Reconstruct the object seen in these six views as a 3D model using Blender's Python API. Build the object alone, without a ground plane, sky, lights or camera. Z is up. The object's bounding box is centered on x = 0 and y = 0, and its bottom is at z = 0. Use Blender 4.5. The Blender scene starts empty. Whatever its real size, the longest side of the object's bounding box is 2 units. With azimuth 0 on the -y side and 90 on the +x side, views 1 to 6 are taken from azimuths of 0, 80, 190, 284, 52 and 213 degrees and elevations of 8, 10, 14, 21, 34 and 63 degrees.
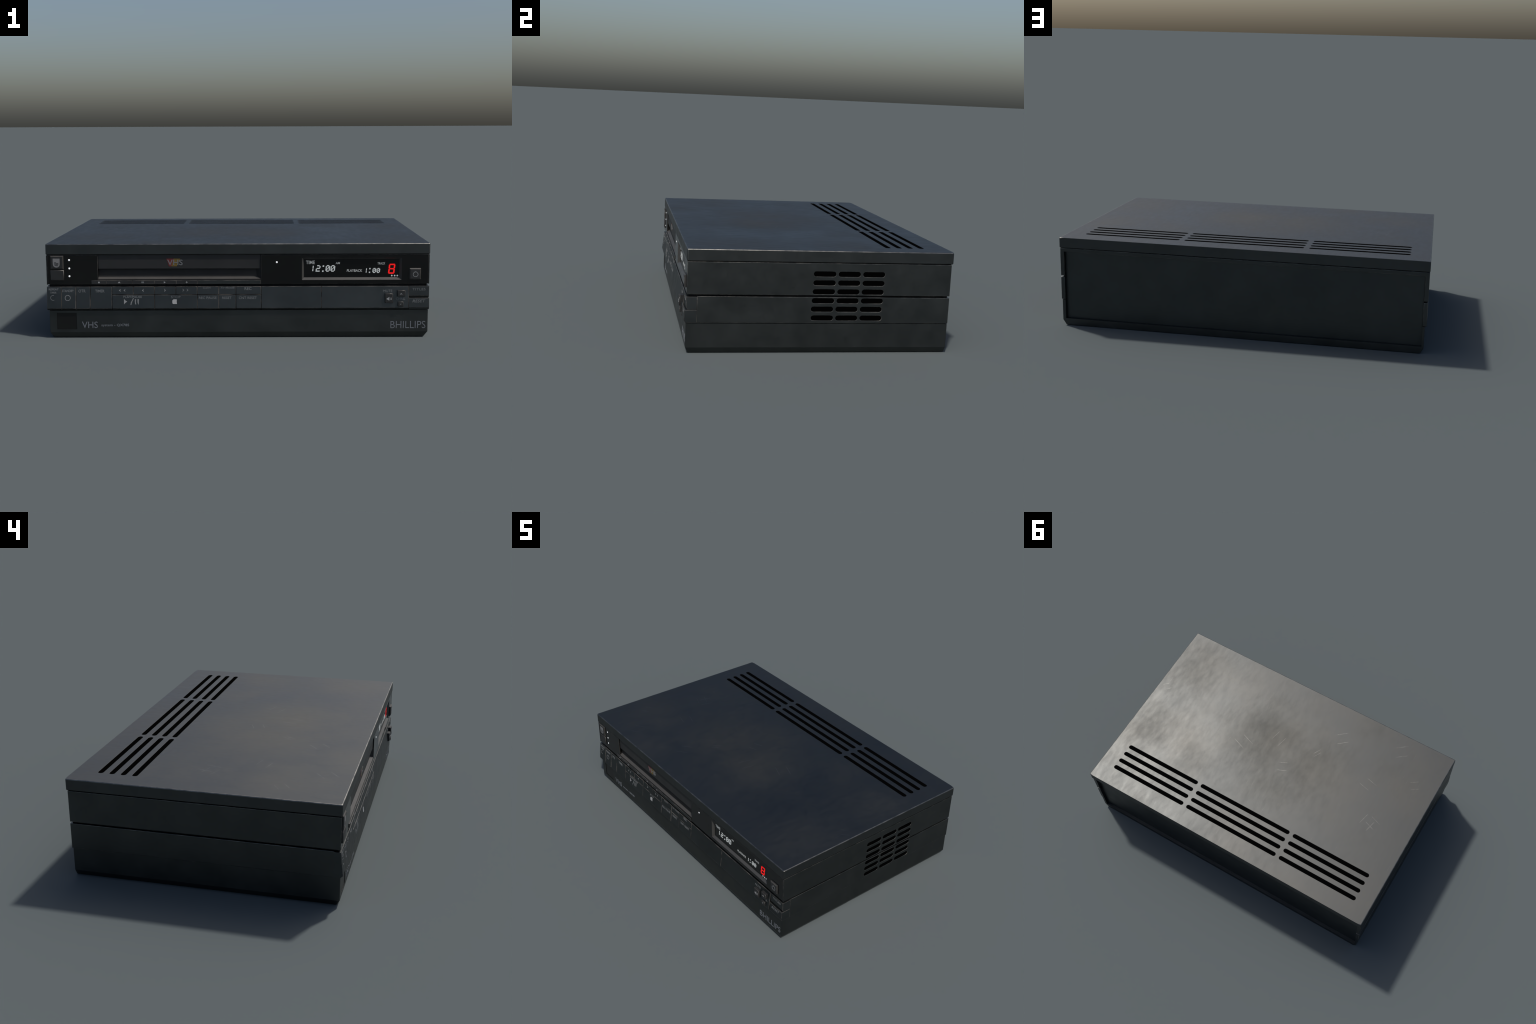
"""Vintage video cassette recorder: a low dark metal-lidded box with a black
fascia, cassette flap, lit clock display, piano keys and printed legends.
Front of the machine looks along -y; every mesh keeps the origin of the root."""
import bpy, bmesh, math, random
from mathutils import Vector, Matrix

random.seed(7)
scene = bpy.context.scene
coll = scene.collection

# ------------------------------------------------------------------ sizes
LID_X, LID_F, LID_B, LID_Z0, LID_Z1 = 1.0, -0.632, 0.650, 0.4385, 0.4960
BODY_X, BODY_F, BODY_B = 0.9985, -0.629, 0.6425
GROOVE_Z0, GROOVE_Z1 = 0.2735, 0.2820          # shadow gap right round the sides
MID_X, MID_Z0 = 0.9986, 0.1470                  # band that carries the keys
BASE_L, BASE_R, BASE_F, BASE_B, BASE_CH = -0.9895, 0.9950, -0.630, 0.6420, 0.028
PANEL_Y = -0.600                                # plane the front parts stand on
REVEAL = 0.0022                                 # thin dark line under the cover
REC_X, REC_Z0, REC_Z1, REC_Y = 0.977, 0.036, 0.4165, 0.622   # rear recess
KEY_TOP, KEY_BULGE = (-0.6305, 0.2700), (-0.6430, 0.1570)    # sloped key face (y, z)


# ================================================================ materials
def new_mat(name):
    m = bpy.data.materials.new(name)
    m.use_nodes = True
    nt = m.node_tree
    b = nt.nodes["Principled BSDF"]
    return m, nt, b


def N(nt, kind, **kw):
    n = nt.nodes.new(kind)
    for k, v in kw.items():
        if k in n.inputs.keys():
            n.inputs[k].default_value = v
        else:
            setattr(n, k, v)
    return n


def coords(nt, scale=(1, 1, 1), rot=(0, 0, 0), loc=(0, 0, 0)):
    tc = N(nt, "ShaderNodeTexCoord")
    mp = N(nt, "ShaderNodeMapping")
    mp.inputs["Scale"].default_value = scale
    mp.inputs["Rotation"].default_value = rot
    mp.inputs["Location"].default_value = loc
    nt.links.new(tc.outputs["Object"], mp.inputs["Vector"])
    return mp.outputs["Vector"]


def noise(nt, scale, detail=4, rough=0.55, stretch=(1, 1, 1), rot=(0, 0, 0), loc=(0, 0, 0)):
    n = N(nt, "ShaderNodeTexNoise")
    n.inputs["Scale"].default_value = scale
    n.inputs["Detail"].default_value = detail
    n.inputs["Roughness"].default_value = rough
    nt.links.new(coords(nt, stretch, rot, loc), n.inputs["Vector"])
    return n.outputs["Fac"]


def ramp(nt, fac, stops):
    r = N(nt, "ShaderNodeValToRGB")
    els = r.color_ramp.elements
    while len(els) < len(stops):
        els.new(0.5)
    for e, (p, c) in zip(els, stops):
        e.position = p
        e.color = (c, c, c, 1) if isinstance(c, (int, float)) else (*c, 1)
    nt.links.new(fac, r.inputs["Fac"])
    return r.outputs["Color"]


def math_node(nt, op, a, b=None, clamp=False):
    n = N(nt, "ShaderNodeMath", operation=op)
    n.use_clamp = clamp
    for i, v in enumerate((a, b)):
        if v is None:
            continue
        if isinstance(v, (int, float)):
            n.inputs[i].default_value = v
        else:
            nt.links.new(v, n.inputs[i])
    return n.outputs[0]


def mix_rgb(nt, fac, a, b):
    n = N(nt, "ShaderNodeMix", data_type="RGBA")
    ins = [s for s in n.inputs if s.enabled]
    for sock, v in zip(ins, (fac, a, b)):
        if isinstance(v, (int, float)):
            sock.default_value = v
        elif isinstance(v, tuple):
            sock.default_value = (*v, 1)
        else:
            nt.links.new(v, sock)
    return [s for s in n.outputs if s.enabled][0]


def bump(nt, b, height, strength, dist=0.001):
    n = N(nt, "ShaderNodeBump")
    n.inputs["Strength"].default_value = strength
    n.inputs["Distance"].default_value = dist
    nt.links.new(height, n.inputs["Height"])
    nt.links.new(n.outputs["Normal"], b.inputs["Normal"])


def plastic(name, col, rough=0.5, spec=0.5, vary=0.25, dust=0.0, grain=0.15, metal=0.0):
    """Dark moulded plastic: cloudy colour, faint dust and a fine grain."""
    m, nt, b = new_mat(name)
    lo = tuple(c * (1 - vary) for c in col)
    hi = tuple(c * (1 + vary) for c in col)
    base = mix_rgb(nt, ramp(nt, noise(nt, 5.0, 5, 0.6), [(0.35, 0.0), (0.68, 1.0)]), lo, hi)
    if dust:
        d = ramp(nt, noise(nt, 2.6, 6, 0.65, loc=(3, 1, 7)), [(0.48, 0.0), (0.72, dust)])
        base = mix_rgb(nt, d, base, (0.20, 0.19, 0.17) if metal else (0.070, 0.064, 0.055))
    nt.links.new(base, b.inputs["Base Color"])
    r = ramp(nt, noise(nt, 9.0, 4, 0.6, loc=(1, 5, 2)), [(0.3, rough - 0.06), (0.7, rough + 0.06)])
    nt.links.new(r, b.inputs["Roughness"])
    b.inputs["Specular IOR Level"].default_value = spec
    b.inputs["Metallic"].default_value = metal
    if grain:
        bump(nt, b, noise(nt, 420.0, 2, 0.5), grain, 0.0004)
    return m


def flat(name, col, rough=0.5, spec=0.5, emit=0.0):
    m, nt, b = new_mat(name)
    b.inputs["Base Color"].default_value = (*col, 1)
    b.inputs["Roughness"].default_value = rough
    b.inputs["Specular IOR Level"].default_value = spec
    if emit:
        b.inputs["Emission Color"].default_value = (*col, 1)
        b.inputs["Emission Strength"].default_value = emit
    return m


def worn(name, col, wear_col, low=0.45, high=0.62, rough=0.45, metal=0.0):
    """Rubbed edge: bare lighter material showing in patches along the edge."""
    m, nt, b = new_mat(name)
    f = ramp(nt, noise(nt, 16.0, 6, 0.7), [(low, 0.0), (high, 1.0)])
    nt.links.new(mix_rgb(nt, f, col, wear_col), b.inputs["Base Color"])
    b.inputs["Roughness"].default_value = rough
    b.inputs["Metallic"].default_value = metal
    return m


# scratch pairs on the lid: centre x, y, direction (degrees), length, spacing, slip
SCRATCHES = [
    (0.263, -0.057, -20, 0.100, 0.066, 0.015), (0.073, -0.192, 77, 0.090, 0.065, 0.013),
    (-0.290, -0.403, 40, 0.082, 0.066, 0.012), (-0.673, -0.511, 38, 0.088, 0.068, 0.016),
    (-0.593, -0.192, -14, 0.083, 0.060, 0.015), (-0.855, -0.333, 35, 0.060, 0.050, 0.005),
    (-0.713, 0.045, 77, 0.086, 0.065, 0.013), (-0.747, 0.032, -20, 0.080, 0.054, -0.003),
    (-0.054, -0.027, 23, 0.068, 0.057, 0.003), (0.939, -0.159, 44, 0.054, 0.041, -0.006),
    (-0.200, -0.225, 62, 0.060, 0.020, 0.010),
]
# dull, hand-worn patches of the satin paint: centre x, y, radius, strength
DULL = [(-0.24, -0.11, 0.44, 0.85), (0.12, -0.17, 0.42, 1.0), (0.48, 0.25, 0.26, 0.3), (-0.76, -0.33, 0.30, 0.55),
        (0.84, -0.38, 0.32, 0.55), (0.90, 0.14, 0.26, 0.5), (-0.47, -0.58, 0.30, 0.5), (-0.06, 0.14, 0.28, 0.6),
        (0.53, 0.17, 0.14, 0.4), (-0.75, 0.18, 0.30, 0.25)]
# smears polished by wiping: same layout
GLOSSY = [(0.57, -0.32, 0.34, 1.0), (0.48, 0.03, 0.28, 1.0), (0.62, 0.27, 0.18, 0.7), (-0.38, -0.05, 0.24, 0.9),
          (0.40, 0.60, 0.24, 0.7), (-0.02, -0.36, 0.22, 0.6)]


def lid_paint():
    """Blue-black satin metal whose gloss is rubbed dull in soft patches."""
    m, nt, b = new_mat("cover_paint")
    tc = N(nt, "ShaderNodeTexCoord")
    cloud = ramp(nt, noise(nt, 2.1, 5, 0.55, loc=(0.4, 0.1, 0)), [(0.42, 0.0), (0.72, 1.0)])
    base = mix_rgb(nt, cloud, (0.0745, 0.0775, 0.0775), (0.080, 0.0805, 0.078))
    # patches with wandering outlines
    wob = N(nt, "ShaderNodeTexNoise")
    wob.inputs["Scale"].default_value = 4.5
    wob.inputs["Detail"].default_value = 5
    nt.links.new(tc.outputs["Object"], wob.inputs["Vector"])
    off = N(nt, "ShaderNodeVectorMath", operation="MULTIPLY_ADD")
    nt.links.new(wob.outputs["Color"], off.inputs[0])
    off.inputs[1].default_value = (0.34, 0.34, 0.0)
    off.inputs[2].default_value = (-0.17, -0.17, 0.0)
    pos = N(nt, "ShaderNodeVectorMath", operation="ADD")
    nt.links.new(tc.outputs["Object"], pos.inputs[0])
    nt.links.new(off.outputs[0], pos.inputs[1])

    def patches(spots):
        acc = None
        for cx, cy, r, k in spots:
            d = N(nt, "ShaderNodeVectorMath", operation="DISTANCE")
            nt.links.new(pos.outputs[0], d.inputs[0])
            d.inputs[1].default_value = (cx, cy, LID_Z1)
            f = N(nt, "ShaderNodeMapRange", interpolation_type="SMOOTHSTEP")
            nt.links.new(d.outputs["Value"], f.inputs["Value"])
            f.inputs["From Min"].default_value = r
            f.inputs["From Max"].default_value = 0.0
            f.inputs["To Min"].default_value = 0.0
            f.inputs["To Max"].default_value = k
            acc = f.outputs[0] if acc is None else math_node(nt, "MAXIMUM", acc, f.outputs[0])
        return acc

    dull, glossy = patches(DULL), patches(GLOSSY)
    base = mix_rgb(nt, math_node(nt, "MULTIPLY", dull, 0.32), base, (0.098, 0.093, 0.080))  # base colour warmed here to show sunlight spreading over the rougher patches
    # fine mottling and brushed streaks running front to back
    fine = noise(nt, 30.0, 5, 0.65, stretch=(1.0, 0.38, 1))
    blot = noise(nt, 7.0, 5, 0.6, stretch=(1.2, 0.7, 1), loc=(1.7, 0.3, 0))
    grain = math_node(nt, "ADD", math_node(nt, "MULTIPLY", math_node(nt, "SUBTRACT", fine, 0.5), 0.19),
                      math_node(nt, "MULTIPLY", math_node(nt, "SUBTRACT", blot, 0.5), 0.13))
    rough = math_node(nt, "ADD", math_node(nt, "ADD", math_node(nt, "MULTIPLY", dull, 0.135), 0.468), grain)
    rough = math_node(nt, "SUBTRACT", rough, math_node(nt, "MULTIPLY", glossy, 0.050))
    # scratch pairs
    total = None
    for cx, cy, ang, ln, gap, slip in SCRATCHES:
        mp = N(nt, "ShaderNodeMapping", vector_type="TEXTURE")
        mp.inputs["Location"].default_value = (cx, cy, 0)
        mp.inputs["Rotation"].default_value = (0, 0, math.radians(ang))
        nt.links.new(tc.outputs["Object"], mp.inputs["Vector"])
        sx = N(nt, "ShaderNodeSeparateXYZ")
        nt.links.new(mp.outputs[0], sx.inputs[0])
        u, v = sx.outputs[0], sx.outputs[1]
        along = math_node(nt, "ABSOLUTE", math_node(nt, "SUBTRACT", u, math_node(nt, "MULTIPLY", v, slip / gap)))
        inside = math_node(nt, "MINIMUM", math_node(nt, "MULTIPLY", math_node(
            nt, "SUBTRACT", 1.0, math_node(nt, "DIVIDE", along, ln * 0.5), clamp=True), 3.0), 1.0)
        line = math_node(nt, "SUBTRACT", 1.0, math_node(nt, "DIVIDE", math_node(nt, "ABSOLUTE", math_node(
            nt, "SUBTRACT", math_node(nt, "ABSOLUTE", v), gap * 0.5)), 0.0024), clamp=True)
        sc = math_node(nt, "MULTIPLY", line, inside)
        total = sc if total is None else math_node(nt, "MAXIMUM", total, sc)
    total = math_node(nt, "MULTIPLY", total, ramp(nt, noise(nt, 40, 3, 0.6), [(0.33, 0.25), (0.60, 1.0)]))
    # stray hairlines in two directions
    for rot, loc in ((0.35, 2.0), (-0.6, 9.0)):
        hair = ramp(nt, noise(nt, 1.0, 2, 0.5, stretch=(420, 9, 1), rot=(0, 0, rot), loc=(loc, loc, 0)), [(0.70, 0.0), (0.78, 0.45)])
        gate = ramp(nt, noise(nt, 3.0, 3, 0.6, loc=(loc, 0, 3)), [(0.50, 0.0), (0.62, 1.0)])
        total = math_node(nt, "MAXIMUM", total, math_node(nt, "MULTIPLY", hair, gate))
    base = mix_rgb(nt, math_node(nt, "MULTIPLY", total, 0.65), base, (0.19, 0.19, 0.18))
    nt.links.new(base, b.inputs["Base Color"])
    nt.links.new(rough, b.inputs["Roughness"])
    b.inputs["Metallic"].default_value = 1.0
    bump(nt, b, noise(nt, 260.0, 3, 0.6, stretch=(1, 0.35, 1)), 0.04, 0.0004)
    return m


M = {}
M["lid"] = lid_paint()
M["lid_side"] = plastic("cover_side_paint", (0.082, 0.088, 0.088), 0.43, 0.5, 0.08, metal=1.0)
M["lid_edge"] = worn("cover_edge_painted_glint", (0.105, 0.108, 0.106), (0.25, 0.24, 0.22), 0.38, 0.66, 0.42, 1.0)  # base colour raised to paint in the bright specular line along the lid
M["case"] = plastic("casing_plastic", (0.078, 0.084, 0.083), 0.43, 0.45, 0.10, dust=0.06, metal=1.0)
M["edge"] = worn("casing_rubbed_edge", (0.085, 0.090, 0.090), (0.24, 0.23, 0.21), metal=1.0)
M["rear"] = plastic("rear_panel_paint", (0.077, 0.085, 0.085), 0.43, 0.40, 0.08, dust=0.04, metal=1.0)
M["void"] = flat("vent_darkness", (0.0012, 0.0012, 0.0012), 1.0, 0.0)
M["gap"] = flat("seam_dark", (0.008, 0.008, 0.008), 0.8, 0.2)
M["fascia"] = plastic("gloss_black_fascia", (0.0028, 0.0028, 0.0028), 0.14, 0.5, 0.2, dust=0.02, grain=0.0)
M["fascia_edge"] = worn("fascia_rubbed_edge", (0.012, 0.012, 0.011), (0.055, 0.05, 0.045))
M["frame"] = plastic("display_frame_plastic", (0.050, 0.049, 0.047), 0.42, 0.5, 0.15)
M["glass"] = flat("display_window", (0.0035, 0.0035, 0.0035), 0.22, 0.4)
M["key"] = plastic("key_plastic", (0.077, 0.085, 0.087), 0.43, 0.5, 0.10, dust=0.05, metal=1.0)
M["key_edge"] = worn("key_rubbed_edge", (0.018, 0.018, 0.018), (0.125, 0.115, 0.105), 0.42, 0.62)
M["door"] = plastic("flap_plastic", (0.0182, 0.0186, 0.0192), 0.5, 0.45, 0.10, dust=0.02)
M["slot"] = plastic("slot_plastic", (0.014, 0.0138, 0.0140), 0.55, 0.3, 0.2)
M["lip"] = plastic("lip_plastic", (0.049, 0.047, 0.045), 0.55, 0.35, 0.15, dust=0.1)  # lightened for the upward slope only, baking in the light it catches
M["button"] = plastic("button_plastic", (0.0175, 0.0180, 0.0185), 0.48, 0.5, 0.12)
M["button_edge"] = worn("button_edge_painted_highlight", (0.022, 0.021, 0.020), (0.052, 0.048, 0.043), 0.38, 0.66)  # chamfers coloured paler than the button to draw their lit edges
M["ir"] = flat("sensor_window", (0.006, 0.006, 0.0058), 0.35, 0.4)
M["print"] = plastic("printed_legend", (0.135, 0.143, 0.148), 0.5, 0.4, 0.25, grain=0.0)
M["print_hi"] = plastic("printed_symbol", (0.26, 0.265, 0.27), 0.5, 0.4, 0.25, grain=0.0)
M["print_mid"] = plastic("printed_brand", (0.165, 0.180, 0.200), 0.5, 0.4, 0.2, grain=0.0)
M["shield"] = plastic("shield_metal", (0.20, 0.20, 0.205), 0.4, 0.5, 0.3, grain=0.0)
M["logo_white"] = flat("logo_letters", (0.15, 0.155, 0.16), 0.5, 0.4)
M["logo_red"] = flat("logo_red", (0.130, 0.018, 0.020), 0.5, 0.4)
M["logo_yellow"] = flat("logo_yellow", (0.140, 0.092, 0.018), 0.5, 0.4)
M["lit"] = flat("display_segment_lit", (0.36, 0.38, 0.38), 0.5, 0.3, emit=0.55)
M["lit_dim"] = flat("display_caption_lit", (0.24, 0.25, 0.25), 0.5, 0.3, emit=0.6)
M["lit_red"] = flat("display_segment_red", (0.66, 0.008, 0.008), 0.5, 0.3, emit=0.8)
M["led"] = flat("indicator_lamp_lit", (0.72, 0.73, 0.74), 0.4, 0.4, emit=0.7)


# ================================================================ geometry
def shade(me, angle):
    """Rounded edges shade smooth; every wide face stays truly flat."""
    for p in me.polygons:
        p.use_smooth = True
    me.set_sharp_from_angle(angle=math.radians(angle))
    for p in me.polygons:
        co = [me.vertices[i].co for i in p.vertices]
        ext = sorted(max(c[k] for c in co) - min(c[k] for c in co) for k in range(3))
        p.use_smooth = ext[1] < 0.0045


def finish(name, bm, mats, parent, angle=35):
    bmesh.ops.recalc_face_normals(bm, faces=bm.faces[:])
    me = bpy.data.meshes.new(name)
    bm.to_mesh(me)
    bm.free()
    for k in mats:
        me.materials.append(M[k])
    shade(me, angle)
    ob = bpy.data.objects.new(name, me)
    coll.objects.link(ob)
    if parent is not None:
        ob.parent = parent
    return ob


def prism(bm, pts, axis, a0, a1):
    """Extrude a closed 2D outline along an axis.  axis x: pts are (y, z);
    axis y: (x, z); axis z: (x, y)."""
    def at(p, a):
        return {"x": (a, p[0], p[1]), "y": (p[0], a, p[1]), "z": (p[0], p[1], a)}[axis]
    lo = [bm.verts.new(at(p, a0)) for p in pts]
    hi = [bm.verts.new(at(p, a1)) for p in pts]
    n = len(pts)
    bm.faces.new(lo)
    bm.faces.new(hi[::-1])
    for i in range(n):
        bm.faces.new((lo[i], hi[i], hi[(i + 1) % n], lo[(i + 1) % n]))
    return lo + hi


def slab(bm, x0, x1, y0, y1, z0, z1):
    return prism(bm, [(x0, y0), (x1, y0), (x1, y1), (x0, y1)], "z", z0, z1)


def bevel(bm, pick, width, seg=2, mat=-1):
    bm.normal_update()
    es = [e for e in bm.edges if pick(e) and len(e.link_faces) == 2
          and e.calc_face_angle(0) > math.radians(25)]
    bmesh.ops.bevel(bm, geom=es, offset=width, segments=seg, profile=0.5,
                    affect="EDGES", material=mat, clamp_overlap=True)


def front_edges(y):
    return lambda e: all(v.co.y < y for v in e.verts)


def stadium(a0, a1, c, r, seg=9):
    """Outline of a round-ended slot from a0 to a1, centred on c."""
    pts = []
    for i in range(seg + 1):
        t = -math.pi / 2 + math.pi * i / seg
        pts.append((a1 - r + r * math.cos(t), c + r * math.sin(t)))
    for i in range(seg + 1):
        t = math.pi / 2 + math.pi * i / seg
        pts.append((a0 + r + r * math.cos(t), c + r * math.sin(t)))
    return pts


def carve(ob, cutters, rim=0.0, rim_mat=0):
    """Subtract the cutters (which bring their own material) and round the rim."""
    for c in cutters:
        md = ob.modifiers.new("cut", "BOOLEAN")
        md.operation = "DIFFERENCE"
        md.solver = "EXACT"
        md.object = c
        md.material_mode = "TRANSFER"
    dg = bpy.context.evaluated_depsgraph_get()
    me = bpy.data.meshes.new_from_object(ob.evaluated_get(dg), preserve_all_data_layers=False, depsgraph=dg)
    ob.modifiers.clear()
    old = ob.data
    if rim:
        cut_idx = {i for i, mm in enumerate(me.materials) if mm in (M["void"], M["rear"])}
        bm = bmesh.new()
        bm.from_mesh(me)
        rims = [e for e in bm.edges if len(e.link_faces) == 2
                and len({f.material_index in cut_idx for f in e.link_faces}) == 2]
        bmesh.ops.bevel(bm, geom=rims, offset=rim, segments=2, profile=0.5, affect="EDGES",
                        material=rim_mat, clamp_overlap=True)
        bm.to_mesh(me)
        bm.free()
    me.name = ob.name
    ob.data = me
    bpy.data.meshes.remove(old)
    shade(me, 35)
    for c in cutters:
        d = c.data
        bpy.data.objects.remove(c)
        bpy.data.meshes.remove(d)


# ------------------------------------------------------------------ root
root = bpy.data.objects.new("video_recorder", None)
root.empty_display_size = 0.2
coll.objects.link(root)
root["label"] = "old black video cassette recorder with lit clock display"
root["category"] = "video recorder"

# ------------------------------------------------------------------ top cover
bm = bmesh.new()
slab(bm, -LID_X, LID_X, LID_F, LID_B, LID_Z0, LID_Z1)
bevel(bm, lambda e: abs(e.verts[0].co.z - e.verts[1].co.z) > 0.01, 0.007, 4)
bevel(bm, lambda e: all(v.co.z > LID_Z1 - 1e-4 for v in e.verts)
      and not all(v.co.y > LID_B - 1e-4 for v in e.verts), 0.0045, 3, 2)
bevel(bm, lambda e: all(v.co.z < LID_Z0 + 1e-4 for v in e.verts), 0.004, 1)
for f in bm.faces:
    if f.material_index == 0 and abs(f.normal.z) < 0.5:
        f.material_index = 1
cover = finish("top_cover", bm, ["lid", "lid_side", "lid_edge"], root)
bm = bmesh.new()
SLOT_ROWS = [0.354 + 0.0563 * i for i in range(4)]
SLOT_RUNS = [(-0.894, -0.3565), (-0.330, 0.330), (0.3565, 0.894)]
for cy in SLOT_ROWS:
    for x0, x1 in SLOT_RUNS:
        prism(bm, stadium(x0, x1, cy, 0.0132), "z", LID_Z1 - 0.0016, LID_Z1 + 0.02)
cut = finish("slot_cutter", bm, ["void"], None)
carve(cover, [cut], 0.0006, 0)

# ------------------------------------------------------------------ casing
# side vents: three columns by six rows, split by the shadow gap
VENT_COLS = [(-0.0370, 0.0712), (0.0827, 0.1905), (0.2020, 0.3098)]
VENT_ROWS = [0.3846, 0.3420, 0.2995, 0.2560, 0.2150, 0.1722]
ROW_SLIP = [0.0022, 0.0018, 0.0005, -0.0010, -0.0040, -0.0026]


def vent_cutter(rows):
    bm = bmesh.new()
    for r in rows:
        for y0, y1 in VENT_COLS:
            prism(bm, stadium(y0 + ROW_SLIP[r], y1 + ROW_SLIP[r], VENT_ROWS[r], 0.0124), "x", BODY_X - 0.0022, 1.02)
    return finish("vent_cutter", bm, ["void"], None)


def rear_cutter():
    bm = bmesh.new()
    slab(bm, -REC_X, REC_X, REC_Y, 0.80, REC_Z0, REC_Z1)
    return finish("rear_cutter", bm, ["rear"], None)


# upper casing: cheeks run forward on both sides of the fascia
CH = BODY_X - 0.0045
bm = bmesh.new()
prism(bm, [(-BODY_X, BODY_B), (-BODY_X, BODY_F), (-CH, BODY_F), (-CH, PANEL_Y),
           (CH, PANEL_Y), (CH, BODY_F), (BODY_X, BODY_F), (BODY_X, BODY_B)], "z", GROOVE_Z1, LID_Z0 - REVEAL)
bevel(bm, lambda e: all(abs(v.co.x) > BODY_X - 1e-4 for v in e.verts), 0.0018, 2, 1)
upper = finish("upper_casing", bm, ["case", "edge"], root)
carve(upper, [vent_cutter([0, 1, 2]), rear_cutter()], 0.0014, 1)

# middle casing: stepped back at the right end where two keys wrap round
WRAP_Y, WRAP_X = -0.580, 0.893
bm = bmesh.new()
prism(bm, [(-MID_X, BODY_B), (-MID_X, PANEL_Y), (WRAP_X, PANEL_Y), (WRAP_X, WRAP_Y),
           (MID_X, WRAP_Y), (MID_X, BODY_B)], "z", MID_Z0, GROOVE_Z0)
bevel(bm, lambda e: (all(abs(v.co.x) > MID_X - 1e-4 for v in e.verts)
                     and not all(v.co.y < PANEL_Y + 1e-4 for v in e.verts)), 0.0018, 2, 1)
middle = finish("middle_casing", bm, ["case", "edge"], root)
carve(middle, [vent_cutter([3, 4, 5]), rear_cutter()], 0.0014, 1)

# base with a chamfered foot
bm = bmesh.new()
lo = [(-0.974, -0.6170), (0.977, -0.6170), (0.977, 0.6415), (-0.974, 0.6415)]
hi = [(BASE_L, BASE_F), (BASE_R, BASE_F), (BASE_R, BASE_B), (BASE_L, BASE_B)]
rings = [[bm.verts.new((x, y, z)) for x, y in r] for r, z in ((lo, 0.0), (hi, BASE_CH), (hi, MID_Z0 - 0.0028))]
bm.faces.new(rings[0][::-1])
bm.faces.new(rings[2])
for a, b in ((0, 1), (1, 2)):
    for i in range(4):
        j = (i + 1) % 4
        bm.faces.new((rings[a][i], rings[a][j], rings[b][j], rings[b][i]))
bevel(bm, lambda e: abs(e.verts[0].co.z - e.verts[1].co.z) > 0.01, 0.003, 2)
base = finish("lower_casing", bm, ["case", "edge"], root)
bm = bmesh.new()
slab(bm, -0.9515, -0.8470, -0.70, BASE_F + 0.002, 0.0435, 0.1320)
ir_cut = finish("window_cutter", bm, ["ir"], None)
carve(base, [rear_cutter(), ir_cut], 0.0)

# dark core behind the shadow gap, and the recessed rear panel
bm = bmesh.new()
slab(bm, -0.9855, 0.9855, -0.6185, REC_Y - 0.004, 0.255, 0.300)
slab(bm, -0.9855, -0.9760, 0.60, 0.6345, 0.262, 0.296)
slab(bm, 0.9760, 0.9855, 0.60, 0.6345, 0.262, 0.296)
slab(bm, -0.9915, 0.9915, -0.6235 + 0.002, 0.6400, LID_Z0 - 0.012, LID_Z0 + 0.006)
slab(bm, -0.9800, 0.9850, -0.6200, 0.6150, MID_Z0 - 0.010, MID_Z0 + 0.006)
slab(bm, -0.9835, -0.9775, 0.600, 0.6370, MID_Z0 - 0.010, MID_Z0 + 0.006)
slab(bm, 0.9775, 0.9885, 0.600, 0.6370, MID_Z0 - 0.010, MID_Z0 + 0.006)
finish("seam_core", bm, ["gap"], root)
bm = bmesh.new()
slab(bm, -REC_X + 0.0006, REC_X - 0.0006, REC_Y - 0.01, REC_Y + 0.0015, REC_Z0 + 0.0006, REC_Z1 - 0.0006)
finish("rear_panel", bm, ["rear"], root)


# ================================================================ lettering
def text_verts(body, bold):
    cu = bpy.data.curves.new("legend", "FONT")
    cu.body = body
    cu.size = 1.0
    cu.offset = bold
    cu.extrude = 0.0
    cu.resolution_u = 3
    ob = bpy.data.objects.new("legend", cu)
    coll.objects.link(ob)
    dg = bpy.context.evaluated_depsgraph_get()
    me = bpy.data.meshes.new_from_object(ob.evaluated_get(dg), depsgraph=dg)
    bpy.data.objects.remove(ob)
    bpy.data.curves.remove(cu)
    return me


def key_plane(z):
    """y of the sloped key face at height z."""
    t = (KEY_TOP[1] - z) / (KEY_TOP[1] - KEY_BULGE[1])
    return KEY_TOP[0] + (KEY_BULGE[0] - KEY_TOP[0]) * t


def thicken(bm, depth=0.0012):
    """Give flat printed shapes (facing -y, at their front plane) some body."""
    res = bmesh.ops.extrude_face_region(bm, geom=bm.faces[:])
    vs = [g for g in res["geom"] if isinstance(g, bmesh.types.BMVert)]
    bmesh.ops.translate(bm, verts=vs, vec=(0, depth, 0))


def place(bm, plane):
    """plane: number = fixed y, or a function of z giving y of the surface."""
    for v in bm.verts:
        v.co.y = (plane(v.co.z) if callable(plane) else plane) - 0.0006
    thicken(bm)


def letters(body, cx, cz, w, h, plane, mat, parent, bold=0.0, shear=0.0, name="lettering"):
    me = text_verts(body, bold)
    xs = [v.co.x for v in me.vertices]
    ys = [v.co.y for v in me.vertices]
    x0, x1, y0, y1 = min(xs), max(xs), min(ys), max(ys)
    bm = bmesh.new()
    bm.from_mesh(me)
    bpy.data.meshes.remove(me)
    for v in bm.verts:
        u = (v.co.x - x0) / (x1 - x0) - 0.5
        t = (v.co.y - y0) / (y1 - y0) - 0.5
        v.co = Vector((cx + u * w + shear * t * h, 0, cz + t * h))
    bmesh.ops.remove_doubles(bm, verts=bm.verts[:], dist=1e-6)
    place(bm, plane)
    return finish(name, bm, [mat], parent)


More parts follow.
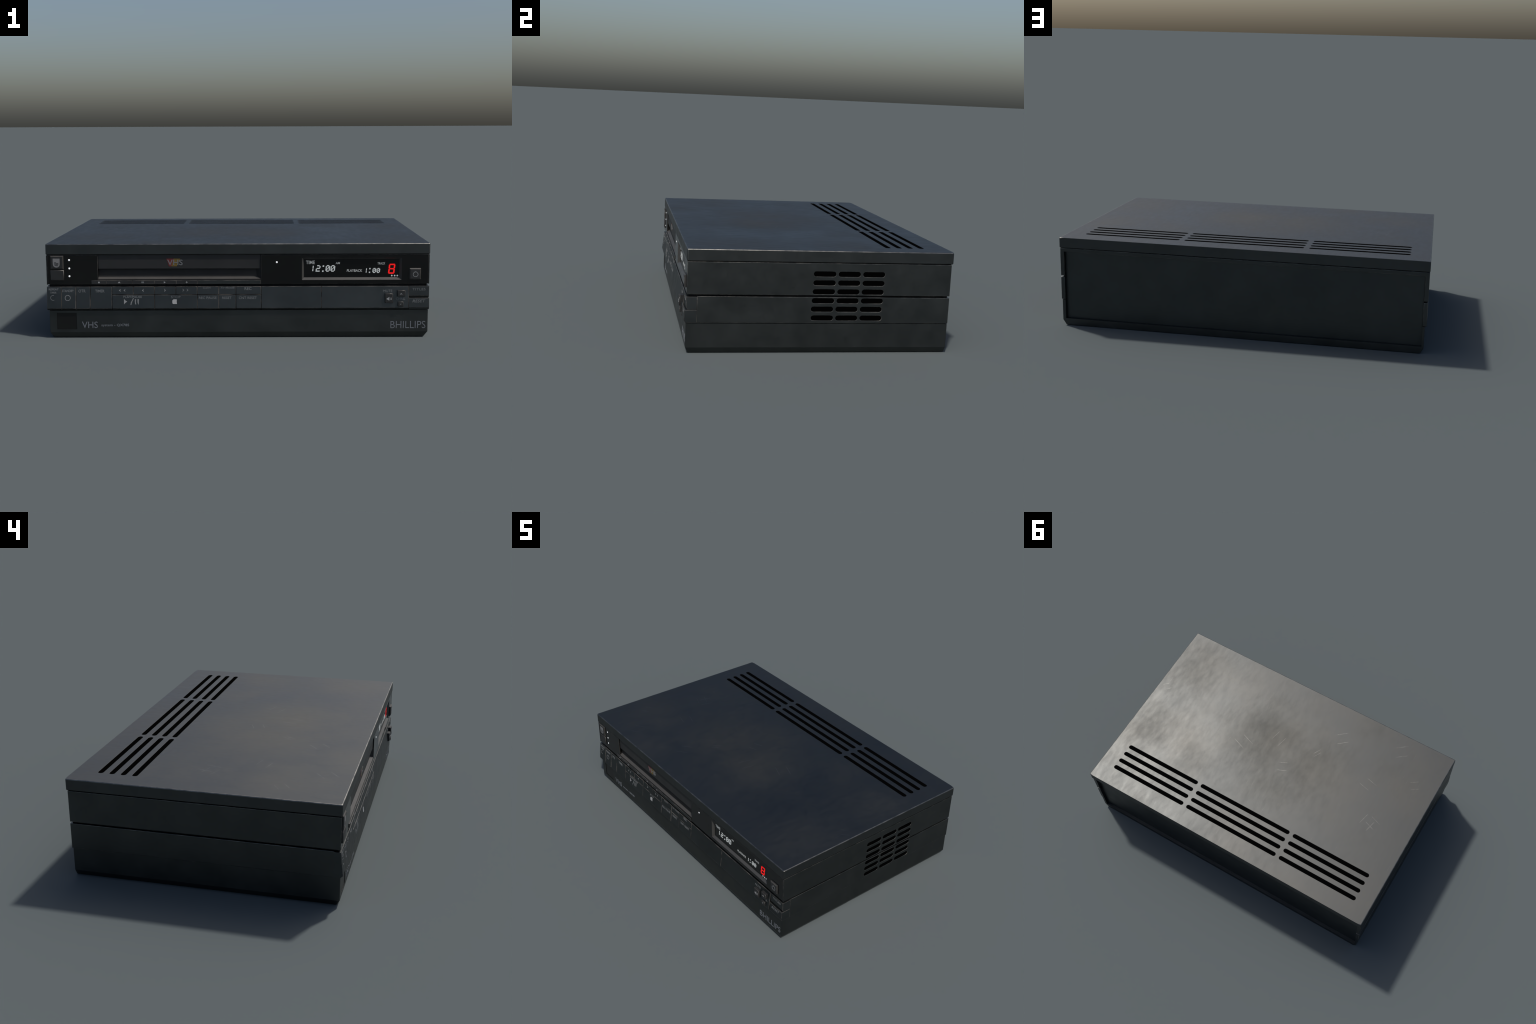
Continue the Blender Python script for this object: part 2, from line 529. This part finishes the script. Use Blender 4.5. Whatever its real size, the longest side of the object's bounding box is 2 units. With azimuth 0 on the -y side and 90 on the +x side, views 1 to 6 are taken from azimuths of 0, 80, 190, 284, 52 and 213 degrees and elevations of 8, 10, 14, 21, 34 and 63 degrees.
def symbol(polys, plane, mat, parent, name="symbol"):
    """Flat printed symbol from one or more closed (x, z) outlines."""
    bm = bmesh.new()
    for pts in polys:
        bm.faces.new([bm.verts.new((x, 0, z)) for x, z in pts])
    place(bm, plane)
    return finish(name, bm, [mat], parent)


def stroke(p, q, w):
    """A straight bar of width w from p to q, as an (x, z) outline."""
    d = Vector((q[0] - p[0], q[1] - p[1])).normalized()
    n = Vector((-d.y, d.x)) * w * 0.5
    p, q = Vector(p), Vector(q)
    return [tuple(p + n), tuple(q + n), tuple(q - n), tuple(p - n)]


def ring(cx, cz, r0, r1, a0=0, a1=360, seg=28):
    """Arc of a ring as a chain of quads."""
    out = []
    for i in range(seg):
        t0 = math.radians(a0 + (a1 - a0) * i / seg)
        t1 = math.radians(a0 + (a1 - a0) * (i + 1) / seg)
        out.append([(cx + r0 * math.cos(t0), cz + r0 * math.sin(t0)),
                    (cx + r1 * math.cos(t0), cz + r1 * math.sin(t0)),
                    (cx + r1 * math.cos(t1), cz + r1 * math.sin(t1)),
                    (cx + r0 * math.cos(t1), cz + r0 * math.sin(t1))])
    return out


def disc(cx, cz, r, seg=14):
    return [[(cx + r * math.cos(2 * math.pi * i / seg), cz + r * math.sin(2 * math.pi * i / seg)) for i in range(seg)]]


def chevron(cx, cz, w, h, to):
    """Thick arrow head pointing left (to = -1) or right (to = 1)."""
    return [[(cx - to * w * 0.5, cz + h / 2), (cx + to * w * 0.5, cz), (cx - to * w * 0.5, cz - h / 2),
             (cx - to * w * 0.18, cz)]]


# ================================================================ fascia
FY = BODY_F + 0.0005
FX = CH - 0.0008
DOOR_X0, DOOR_X1 = -0.7290, 0.1205
FZ0, FZ1 = 0.2830, LID_Z0 - 0.0015

bm = bmesh.new()
slab(bm, -FX, DOOR_X0, FY, PANEL_Y + 0.002, FZ0, FZ1)
bevel(bm, front_edges(FY + 1e-4), 0.0022, 2, 1)
fascia_l = finish("fascia_panel", bm, ["fascia", "fascia_edge"], root)

# right fascia with a sunk, bevelled display frame
DO = (0.3345, 0.8540, 0.3035, 0.4205)      # outer frame x0 x1 z0 z1
DI = (0.3450, 0.8430, 0.3150, 0.4110)      # inner window
GLASS_Y = -0.6165
bm = bmesh.new()
slab(bm, DOOR_X1, FX, FY, PANEL_Y + 0.002, FZ0, FZ1)
bm.normal_update()
front = min(bm.faces, key=lambda f: f.calc_center_median().y)
outer = list(front.verts)
bm.faces.remove(front)


def rect_ring(r, y):
    return [bm.verts.new((x, y, z)) for x, z in ((r[0], r[2]), (r[1], r[2]), (r[1], r[3]), (r[0], r[3]))]


outer.sort(key=lambda v: math.atan2(v.co.z - 0.36, v.co.x - 0.55))
ro, ri = rect_ring(DO, FY), rect_ring(DI, GLASS_Y)
ro.sort(key=lambda v: math.atan2(v.co.z - 0.36, v.co.x - 0.55))
ri.sort(key=lambda v: math.atan2(v.co.z - 0.36, v.co.x - 0.55))
for i in range(4):
    j = (i + 1) % 4
    bm.faces.new((outer[i], outer[j], ro[j], ro[i]))
    f = bm.faces.new((ro[i], ro[j], ri[j], ri[i]))
    f.material_index = 2
f = bm.faces.new(ri)
f.material_index = 3
bmesh.ops.recalc_face_normals(bm, faces=bm.faces[:])
bevel(bm, lambda e: all(v.co.y < FY + 1e-4 for v in e.verts)
      and all(v.co.x in (outer[0].co.x, outer[1].co.x, outer[2].co.x, outer[3].co.x) for v in e.verts), 0.0022, 2, 1)
fascia_r = finish("fascia_panel", bm, ["fascia", "fascia_edge", "frame", "glass"], root)

# display read-out -------------------------------------------------
GY = GLASS_Y


def slant(polys, cz, k=0.10):
    return [[(x + (z - cz) * k, z) for x, z in p] for p in polys]


def zero(cx, cz, w, h, t):
    """Slashed rounded zero."""
    x0, x1, z0, z1 = cx - w / 2, cx + w / 2, cz - h / 2, cz + h / 2
    c = t * 0.9
    m = t / 2
    return [stroke((x0 + c, z1 - m), (x1 - c, z1 - m), t), stroke((x0 + c, z0 + m), (x1 - c, z0 + m), t),
            stroke((x0 + m, z0 + c), (x0 + m, z1 - c), t), stroke((x1 - m, z0 + c), (x1 - m, z1 - c), t),
            [(x0 + t, z0 + t), (x0 + t, z0 + t + h * 0.18), (x1 - t, z1 - t), (x1 - t, z1 - t - h * 0.18)]]


def two(cx, cz, w, h, t):
    x0, x1, z0, z1 = cx - w / 2, cx + w / 2, cz - h / 2, cz + h / 2
    m = t / 2
    return [stroke((x0 + t, z1 - m), (x1 - t, z1 - m), t), stroke((x1 - m, cz + t * 0.3), (x1 - m, z1 - t * 0.8), t),
            stroke((x0 + t * 0.8, cz), (x1 - t * 0.6, cz), t), stroke((x0 + m, z0 + t * 0.5), (x0 + m, cz - t * 0.3), t),
            stroke((x0, z0 + m), (x1 - t * 0.4, z0 + m), t)]


def colon(cx, cz, h, s):
    return [stroke((cx - s / 2, cz + h / 2 - s / 2), (cx + s / 2, cz + h / 2 - s / 2), s),
            stroke((cx - s / 2, cz - h / 2 + s / 2), (cx + s / 2, cz - h / 2 + s / 2), s)]


def one(cx, cz, h, t):
    return [stroke((cx, cz + t * 0.15), (cx, cz + h / 2), t), stroke((cx, cz - h / 2), (cx, cz - t * 0.35), t)]


clock = (one(0.3926, 0.3622, 0.028, 0.0052) + two(0.4192, 0.3622, 0.0235, 0.0340, 0.0056)
         + colon(0.4454, 0.3611, 0.0345, 0.0078)
         + zero(0.4695, 0.3621, 0.0225, 0.0340, 0.0056) + zero(0.4960, 0.3620, 0.0235, 0.0340, 0.0056))
symbol(slant(clock, 0.362), GY, "lit", fascia_r, "display_digits")
counter = (one(0.6708, 0.3504, 0.0225, 0.0042) + colon(0.6885, 0.3507, 0.0260, 0.0068)
           + zero(0.7121, 0.3507, 0.0180, 0.0258, 0.0046) + zero(0.7334, 0.3506, 0.0180, 0.0258, 0.0046))
symbol(slant(counter, 0.3505), GY, "lit", fascia_r, "display_digits")

# big red figure eight from seven tapered segments
ex, ez, ew, eh, et = 0.8030, 0.3596, 0.0335, 0.0530, 0.0072
seg8 = []
for s in (-1, 1):
    seg8.append([(ex + s * ew / 2, ez + eh / 2 - et * 0.55), (ex + s * (ew / 2 - et), ez + eh / 2 - et),
                 (ex + s * (ew / 2 - et), ez + et * 0.5), (ex + s * (ew / 2 - et * 0.3), ez + et * 0.05),
                 (ex + s * ew / 2, ez + et * 0.5)])
    seg8.append([(ex + s * ew / 2, ez - eh / 2 + et * 0.55), (ex + s * (ew / 2 - et), ez - eh / 2 + et),
                 (ex + s * (ew / 2 - et), ez - et * 0.5), (ex + s * (ew / 2 - et * 0.3), ez - et * 0.05),
                 (ex + s * ew / 2, ez - et * 0.5)])
    zc = ez + s * (eh / 2 - et / 2)
    seg8.append([(ex - ew / 2 + et * 0.35, zc + s * et / 2), (ex + ew / 2 - et * 0.35, zc + s * et / 2),
                 (ex + ew / 2 - et * 0.75, zc - s * et / 2), (ex - ew / 2 + et * 0.75, zc - s * et / 2)])
seg8.append([(ex - ew / 2 + et * 0.55, ez), (ex - ew / 2 + et, ez + et * 0.45), (ex + ew / 2 - et, ez + et * 0.45),
             (ex + ew / 2 - et * 0.55, ez), (ex + ew / 2 - et, ez - et * 0.45), (ex - ew / 2 + et, ez - et * 0.45)])
symbol(slant(seg8, ez, 0.11), GY, "lit_red", fascia_r, "display_digit")
symbol([p for x in (0.8040, 0.8190, 0.8330) for p in disc(x, 0.3234, 0.0043, 10)], GY, "lit", fascia_r, "display_dots")
letters("TIME", 0.3787, 0.3944, 0.0465, 0.0180, GY, "lit_dim", fascia_r, 0.012)
letters("AM", 0.5217, 0.3902, 0.0215, 0.0112, GY, "lit_dim", fascia_r, 0.012, 0.1)
letters("PLAYBACK", 0.6094, 0.3505, 0.0800, 0.0135, GY, "lit_dim", fascia_r, 0.012, 0.1)
letters("TRACK", 0.7487, 0.3880, 0.0405, 0.0120, GY, "lit_dim", fascia_r, 0.012, 0.1)


# indicator lamps
bm = bmesh.new()
bmesh.ops.create_uvsphere(bm, u_segments=20, v_segments=10, radius=0.0048)
for v in bm.verts:
    v.co.y *= 0.25
lamp = finish("indicator_lamp", bm, ["led"], fascia_l)
lamp.location = (-0.8782, FY, 0.4114)
for (x, z), par in (((-0.8782, 0.3672), fascia_l), ((-0.8786, 0.3262), fascia_l), ((0.2035, 0.3975), fascia_r)):
    o = lamp.copy()
    o.parent = par
    o.location = (x, FY, z)
    coll.objects.link(o)


# push buttons -----------------------------------------------------
def push_button(name, x0, x1, z0, z1, y_front, parent, edge=0.004, y_back=PANEL_Y + 0.004):
    bm = bmesh.new()
    slab(bm, x0, x1, y_front, y_back, z0, z1)
    bevel(bm, front_edges(y_front + 1e-4), edge, 1, 1)
    return finish(name, bm, ["button", "button_edge"], parent, 20)


BY = -0.6355
b1 = push_button("push_button", -0.9770, -0.9070, 0.3632, 0.4345, BY, root, 0.0050)
b2 = push_button("push_button", -0.9770, -0.9060, 0.3050, 0.3590, BY, root, 0.0035)
bp = push_button("power_button", 0.8935, 0.9530, 0.3052, 0.3650, -0.6375, root, 0.0050)
symbol(ring(0.9241, 0.3322, 0.0105, 0.0145) + [[(0.9170, 0.3455), (0.9241, 0.3505), (0.9312, 0.3455)]],
       -0.6375, "print", bp, "power_symbol")

# shield badge on the first button: straight top, round foot, wave in a circle
sx, sz, sw, sh = -0.9438, 0.3968, 0.0360, 0.0470
top, foot = sz + sh / 2, sz - sh / 2 + sw / 2
out = [(sx - sw / 2, top), (sx - sw / 2, foot)]
out += [(sx + sw / 2 * math.cos(math.radians(a)), foot + sw / 2 * math.sin(math.radians(a))) for a in range(195, 360, 15)]
out += [(sx + sw / 2, foot), (sx + sw / 2, top)]
badge = symbol([out], BY, "shield", b1, "shield_badge")
wave = []
for k, (amp, off) in enumerate(((0.0022, 0.0050), (0.0022, -0.0015), (0.0018, -0.0080))):
    hw = 0.0112 if k < 2 else 0.0085
    n = 10
    up = [(sx - hw + 2 * hw * i / n, foot + 0.001 + off + amp * math.sin(2 * math.pi * i / n) + 0.0016) for i in range(n + 1)]
    dn = [(x, z - 0.0036) for x, z in up[::-1]]
    wave.append(up + dn)
symbol(wave, BY - 0.0004, "button", b1, "badge_waves")

# ================================================================ cassette bay
bm = bmesh.new()
slab(bm, DOOR_X0 + 0.0005, DOOR_X1 - 0.0005, -0.6225, PANEL_Y + 0.002, 0.3635, LID_Z0 - 0.001)
bevel(bm, front_edges(-0.622), 0.002, 2)
door = finish("cassette_flap", bm, ["door"], root)
bm = bmesh.new()
prism(bm, [(-0.606, 0.3640), (-0.6115, 0.3200), (PANEL_Y + 0.002, 0.3200), (PANEL_Y + 0.002, 0.3640)],
      "x", DOOR_X0 + 0.0005, DOOR_X1 - 0.0005)
finish("cassette_slot", bm, ["slot"], root)
bm = bmesh.new()
prism(bm, [(-0.6110, 0.3205), (-0.6265, 0.3103), (-0.6265, 0.2840), (PANEL_Y + 0.002, 0.2840), (PANEL_Y + 0.002, 0.3205)],
      "x", DOOR_X0 + 0.0005, DOOR_X1 - 0.0005)
bm.normal_update()
bmesh.ops.recalc_face_normals(bm, faces=bm.faces[:])
for f in bm.faces:
    f.material_index = 0 if (f.normal.z > 0.3 and f.normal.y < -0.2) else 1
finish("loading_lip", bm, ["lip", "slot"], root)
bm = bmesh.new()
prism(bm, [(DOOR_X1 - 0.0006, -0.6255), (DOOR_X1 - 0.0006, -0.604), (0.090, -0.604)], "z", 0.3045, 0.3634)
finish("slot_corner", bm, ["slot"], root)

# colour badge on the flap
DY = -0.6225
symbol([[(-0.3730, 0.4175), (-0.3330, 0.4175), (-0.3475, 0.3760), (-0.3580, 0.3760)]], DY + 0.0001, "logo_red", door, "badge_red_field")
symbol([[(-0.3329, 0.4175), (-0.2985, 0.4175), (-0.3180, 0.3765), (-0.3474, 0.3765)]], DY + 0.0001, "logo_yellow", door, "badge_yellow_field")
letters("VHS", -0.3272, 0.3967, 0.0805, 0.0295, DY - 0.0007, "logo_white", door, 0.010, 0.0, "badge_letters")

# row of slim tape keys under the bay
TY, TZ0, TZ1 = -0.6320, 0.2838, 0.3040
key_x = [-0.7645, -0.6850, -0.5490, -0.4345, -0.3205, -0.2095]


def slim_key(name, x0, x1, mats):
    bm = bmesh.new()
    slab(bm, x0 + 0.0007, x1 - 0.0007, TY, PANEL_Y + 0.004, TZ0, TZ1)
    bevel(bm, front_edges(TY + 1e-4), 0.0013, 2, 1)
    return finish(name, bm, mats, root)


tape_keys = [slim_key("tape_key", a, b, ["button", "key_edge"]) for a, b in zip(key_x, key_x[1:])]
slim_key("trim_strip", key_x[-1], DOOR_X1 - 0.001, ["case", "key_edge"])
zc = 0.2934
symbol(disc(-0.7250, zc, 0.0044), TY, "print_hi", tape_keys[0])
symbol([[(-0.6268, 0.2898), (-0.6122, 0.2898), (-0.6195, 0.2988)]], TY, "print_hi", tape_keys[1])
symbol([stroke((-0.5035, zc), (-0.4900, zc), 0.0085)], TY, "print", tape_keys[2])
symbol([[(-0.3860, 0.2882), (-0.3860, 0.2984), (-0.3768, zc)]], TY, "print_hi", tape_keys[3])
symbol([[(-0.2725, zc), (-0.2669, 0.2990), (-0.2613, zc), (-0.2669, 0.2876)]], TY, "print_hi", tape_keys[4])

# ================================================================ control keys
GAP = 0.0009
ROW_Z = 0.2285


def key_block(name, x0, x1, z0, z1, cham=True, open_left=False):
    """Piece of the sloped control panel between heights z0 and z1."""
    pts = [(PANEL_Y + (0 if open_left else 0.002), z1), (key_plane(z1), z1)]
    if cham:
        pts += [KEY_BULGE, (-0.6315, MID_Z0), (PANEL_Y + (0 if open_left else 0.002), MID_Z0)]
    else:
        pts += [(key_plane(z0), z0), (PANEL_Y + 0.002, z0)]
    bm = bmesh.new()
    prism(bm, pts, "x", x0, x1)
    # the lower front chamfer keeps its crisp fold; all other front edges are rubbed
    bevel(bm, front_edges(-0.6302), 0.0015, 2, 1)
    return finish(name, bm, ["key", "key_edge"], root)


ZT = 0.2705
full = [(-MID_X, -0.9217), (-0.9217, -0.8466), (-0.8466, -0.7712), (-0.7712, -0.6579)]
kf = [key_block("control_key", a + (0 if i == 0 else GAP), b - GAP, MID_Z0, ZT, open_left=(i == 0))
      for i, (a, b) in enumerate(full)]
xs_up = [-0.6579, -0.5456, -0.4348, -0.3239, -0.2113, -0.0995, -0.0102, 0.1221]
ku = [key_block("control_key", a + GAP, b - GAP, ROW_Z + 0.0012, ZT, cham=False) for a, b in zip(xs_up, xs_up[1:])]
xs_dn = [-0.6579, -0.4348, -0.2113, -0.0995, -0.0102, 0.1221]
kd = [key_block("control_key", a + GAP, b - GAP, MID_Z0, ROW_Z - 0.0012) for a, b in zip(xs_dn, xs_dn[1:])]
flap1 = key_block("control_cover", 0.1221 + GAP, 0.4366 - GAP, MID_Z0, ZT)
flap2 = key_block("control_cover", 0.4366 + GAP, 0.8923 - GAP, MID_Z0, ZT)

# dark bed seen in the gaps between the keys
bm = bmesh.new()
slab(bm, -0.990, 0.892, -0.6215, PANEL_Y + 0.001, MID_Z0 + 0.004, ZT - 0.004)
finish("key_bed", bm, ["gap"], root)

# two keys that wrap round the right end
bm = bmesh.new()
prism(bm, [(WRAP_Y - 0.0004, 0.2705), (-0.6305, 0.2705), (-0.6305, 0.2205), (-0.6225, 0.2090), (WRAP_Y - 0.0004, 0.2090)], "x",
      0.8923 + GAP, MID_X)
bevel(bm, lambda e: True, 0.0013, 2, 1)
kr1 = finish("corner_key", bm, ["key", "key_edge"], root)
bm = bmesh.new()
prism(bm, [(WRAP_Y - 0.0004, 0.2080), (-0.6360, 0.2080), (-0.6400, 0.1590), (-0.6330, MID_Z0), (WRAP_Y - 0.0004, MID_Z0)], "x",
      0.8923 + GAP, MID_X)
bevel(bm, lambda e: True, 0.0013, 2, 1)
kr2 = finish("corner_key", bm, ["key", "key_edge"], root)

# legends ----------------------------------------------------------
KP = key_plane
P = "print"
letters("REPEAT", -0.9628, 0.2568, 0.0515, 0.0098, KP, P, kf[0], 0.012)
letters("TIMER", -0.9659, 0.2401, 0.0350, 0.0098, KP, P, kf[0], 0.006)
symbol(ring(-0.9664, 0.2131, 0.0115, 0.0142, 70, 300), KP, P, kf[0])
letters("STANDBY", -0.8884, 0.2492, 0.0610, 0.0125, KP, P, kf[1], 0.0)
symbol(ring(-0.8902, 0.2120, 0.0118, 0.0156), KP, P, kf[1])
letters("OTR", -0.8144, 0.2486, 0.0370, 0.0150, KP, P, kf[2], 0.004)
letters("TIMER", -0.7217, 0.2479, 0.0480, 0.0140, KP, P, kf[3], 0.006)
I = "print_sym"
M[I] = plastic("printed_arrow", (0.17, 0.176, 0.18), 0.5, 0.4, 0.35, grain=0.0)
symbol(chevron(-0.6167, 0.2512, 0.0108, 0.0165, -1) + chevron(-0.5924, 0.2512, 0.0100, 0.0165, -1), KP, I, ku[0])
symbol(chevron(-0.4965, 0.2509, 0.0105, 0.0180, -1), KP, I, ku[1])
symbol(chevron(-0.3809, 0.2506, 0.0105, 0.0180, 1), KP, I, ku[2])
symbol(chevron(-0.2845, 0.2515, 0.0105, 0.0165, 1) + chevron(-0.2629, 0.2518, 0.0105, 0.0160, 1), KP, I, ku[3])
letters("SLOW", -0.1617, 0.2630, 0.0420, 0.0085, KP, P, ku[4], 0.004)
letters("AV MODE", -0.0540, 0.2632, 0.0730, 0.0090, KP, P, ku[5], 0.008)
letters("REC", 0.0532, 0.2590, 0.0370, 0.0150, KP, P, ku[6], 0.010)
letters("PLAY/PAUSE", -0.5499, 0.2172, 0.0970, 0.0115, KP, P, kd[0], 0.004)
symbol([[(-0.5952, 0.1783), (-0.5952, 0.2072), (-0.5885, 0.1990), (-0.5785, 0.1928), (-0.5885, 0.1862)]], KP, "print_hi", kd[0])
symbol([[(-0.5618, 0.1752), (-0.5572, 0.1752), (-0.5530, 0.1900), (-0.5440, 0.2105), (-0.5475, 0.2108), (-0.5600, 0.1880)],
        [(-0.5380, 0.2050), (-0.5320, 0.2050), (-0.5338, 0.1920), (-0.5315, 0.1782), (-0.5365, 0.1782), (-0.5390, 0.1920)],
        [(-0.5250, 0.2050), (-0.5175, 0.2050), (-0.5180, 0.1900), (-0.5190, 0.1782), (-0.5215, 0.1782), (-0.5245, 0.1900)]],
       KP, "print_sym", kd[0])
letters("STOP", -0.3244, 0.2162, 0.0490, 0.0120, KP, P, kd[1], 0.0)
M["print_square"] = plastic("printed_square", (0.42, 0.425, 0.43), 0.5, 0.4, 0.15, grain=0.0)
symbol([[(-0.3425, 0.1985), (-0.3425, 0.1840), (-0.3385, 0.1800), (-0.3185, 0.1800), (-0.3200, 0.1920), (-0.3192, 0.2040), (-0.3360, 0.2040)]],
       KP, "print_square", kd[1])
letters("REC PAUSE", -0.1575, 0.2117, 0.0930, 0.0130, KP, P, kd[2], 0.004)
letters("RESET", -0.0575, 0.2116, 0.0490, 0.0130, KP, P, kd[3], 0.006)
letters("CNT RESET", 0.0519, 0.2111, 0.0940, 0.0130, KP, P, kd[4], 0.004)
letters("TITLES", 0.9452, 0.2534, 0.0690, 0.0125, -0.6305, P, kr1, 0.0)
letters("RESET", 0.9446, 0.1920, 0.0630, 0.0150, lambda z: -0.6360 - (0.2080 - z) * 0.004 / 0.049, P, kr2, 0.008, 0.25)

# small raised buttons on the right-hand cover
BF = -0.6500
mute = push_button("mute_button", 0.7675, 0.8080, 0.1840, 0.2335, BF, root, 0.0022, -0.630)
chup = push_button("channel_button", 0.8315, 0.8715, 0.2185, 0.2500, BF, root, 0.0022, -0.630)
chdn = push_button("channel_button", 0.8345, 0.8625, 0.1655, 0.1905, BF, root, 0.0022, -0.630)
symbol([[(0.7752, 0.2030), (0.7752, 0.2095), (0.7800, 0.2105), (0.7890, 0.2165), (0.7890, 0.1960), (0.7800, 0.2020)],
        [(0.7935, 0.2010), (0.7960, 0.2000), (0.8020, 0.2110), (0.7995, 0.2120)],
        [(0.7995, 0.2000), (0.8020, 0.2010), (0.7960, 0.2120), (0.7935, 0.2110)]], BF, "print_hi", mute)
symbol([[(0.8430, 0.2290), (0.8500, 0.2365), (0.8570, 0.2290), (0.8530, 0.2290), (0.8500, 0.2315), (0.8470, 0.2290)]],
       BF, "print_hi", chup)
symbol([[(0.8425, 0.1800), (0.8455, 0.1800), (0.8480, 0.1782), (0.8505, 0.1800), (0.8535, 0.1800), (0.8480, 0.1745)]],
       BF, "print_sym", chdn)
letters("MUTE", 0.7818, 0.2450, 0.0480, 0.0125, KP, P, flap2, 0.0)
letters("CHNL", 0.8492, 0.2042, 0.0480, 0.0125, KP, P, flap2, 0.0)

# base legends
letters("VHS", -0.7790, 0.0672, 0.0830, 0.0345, BASE_F, "print_mid", base, 0.004, 0.0, "lettering")
letters("system - QX785", -0.6460, 0.0640, 0.1460, 0.0170, BASE_F, "print_mid", base, 0.010, 0.0, "lettering")
letters("BHILLIPS", 0.8913, 0.0648, 0.1835, 0.0385, BASE_F, "print_mid", base, -0.006, 0.0, "lettering")
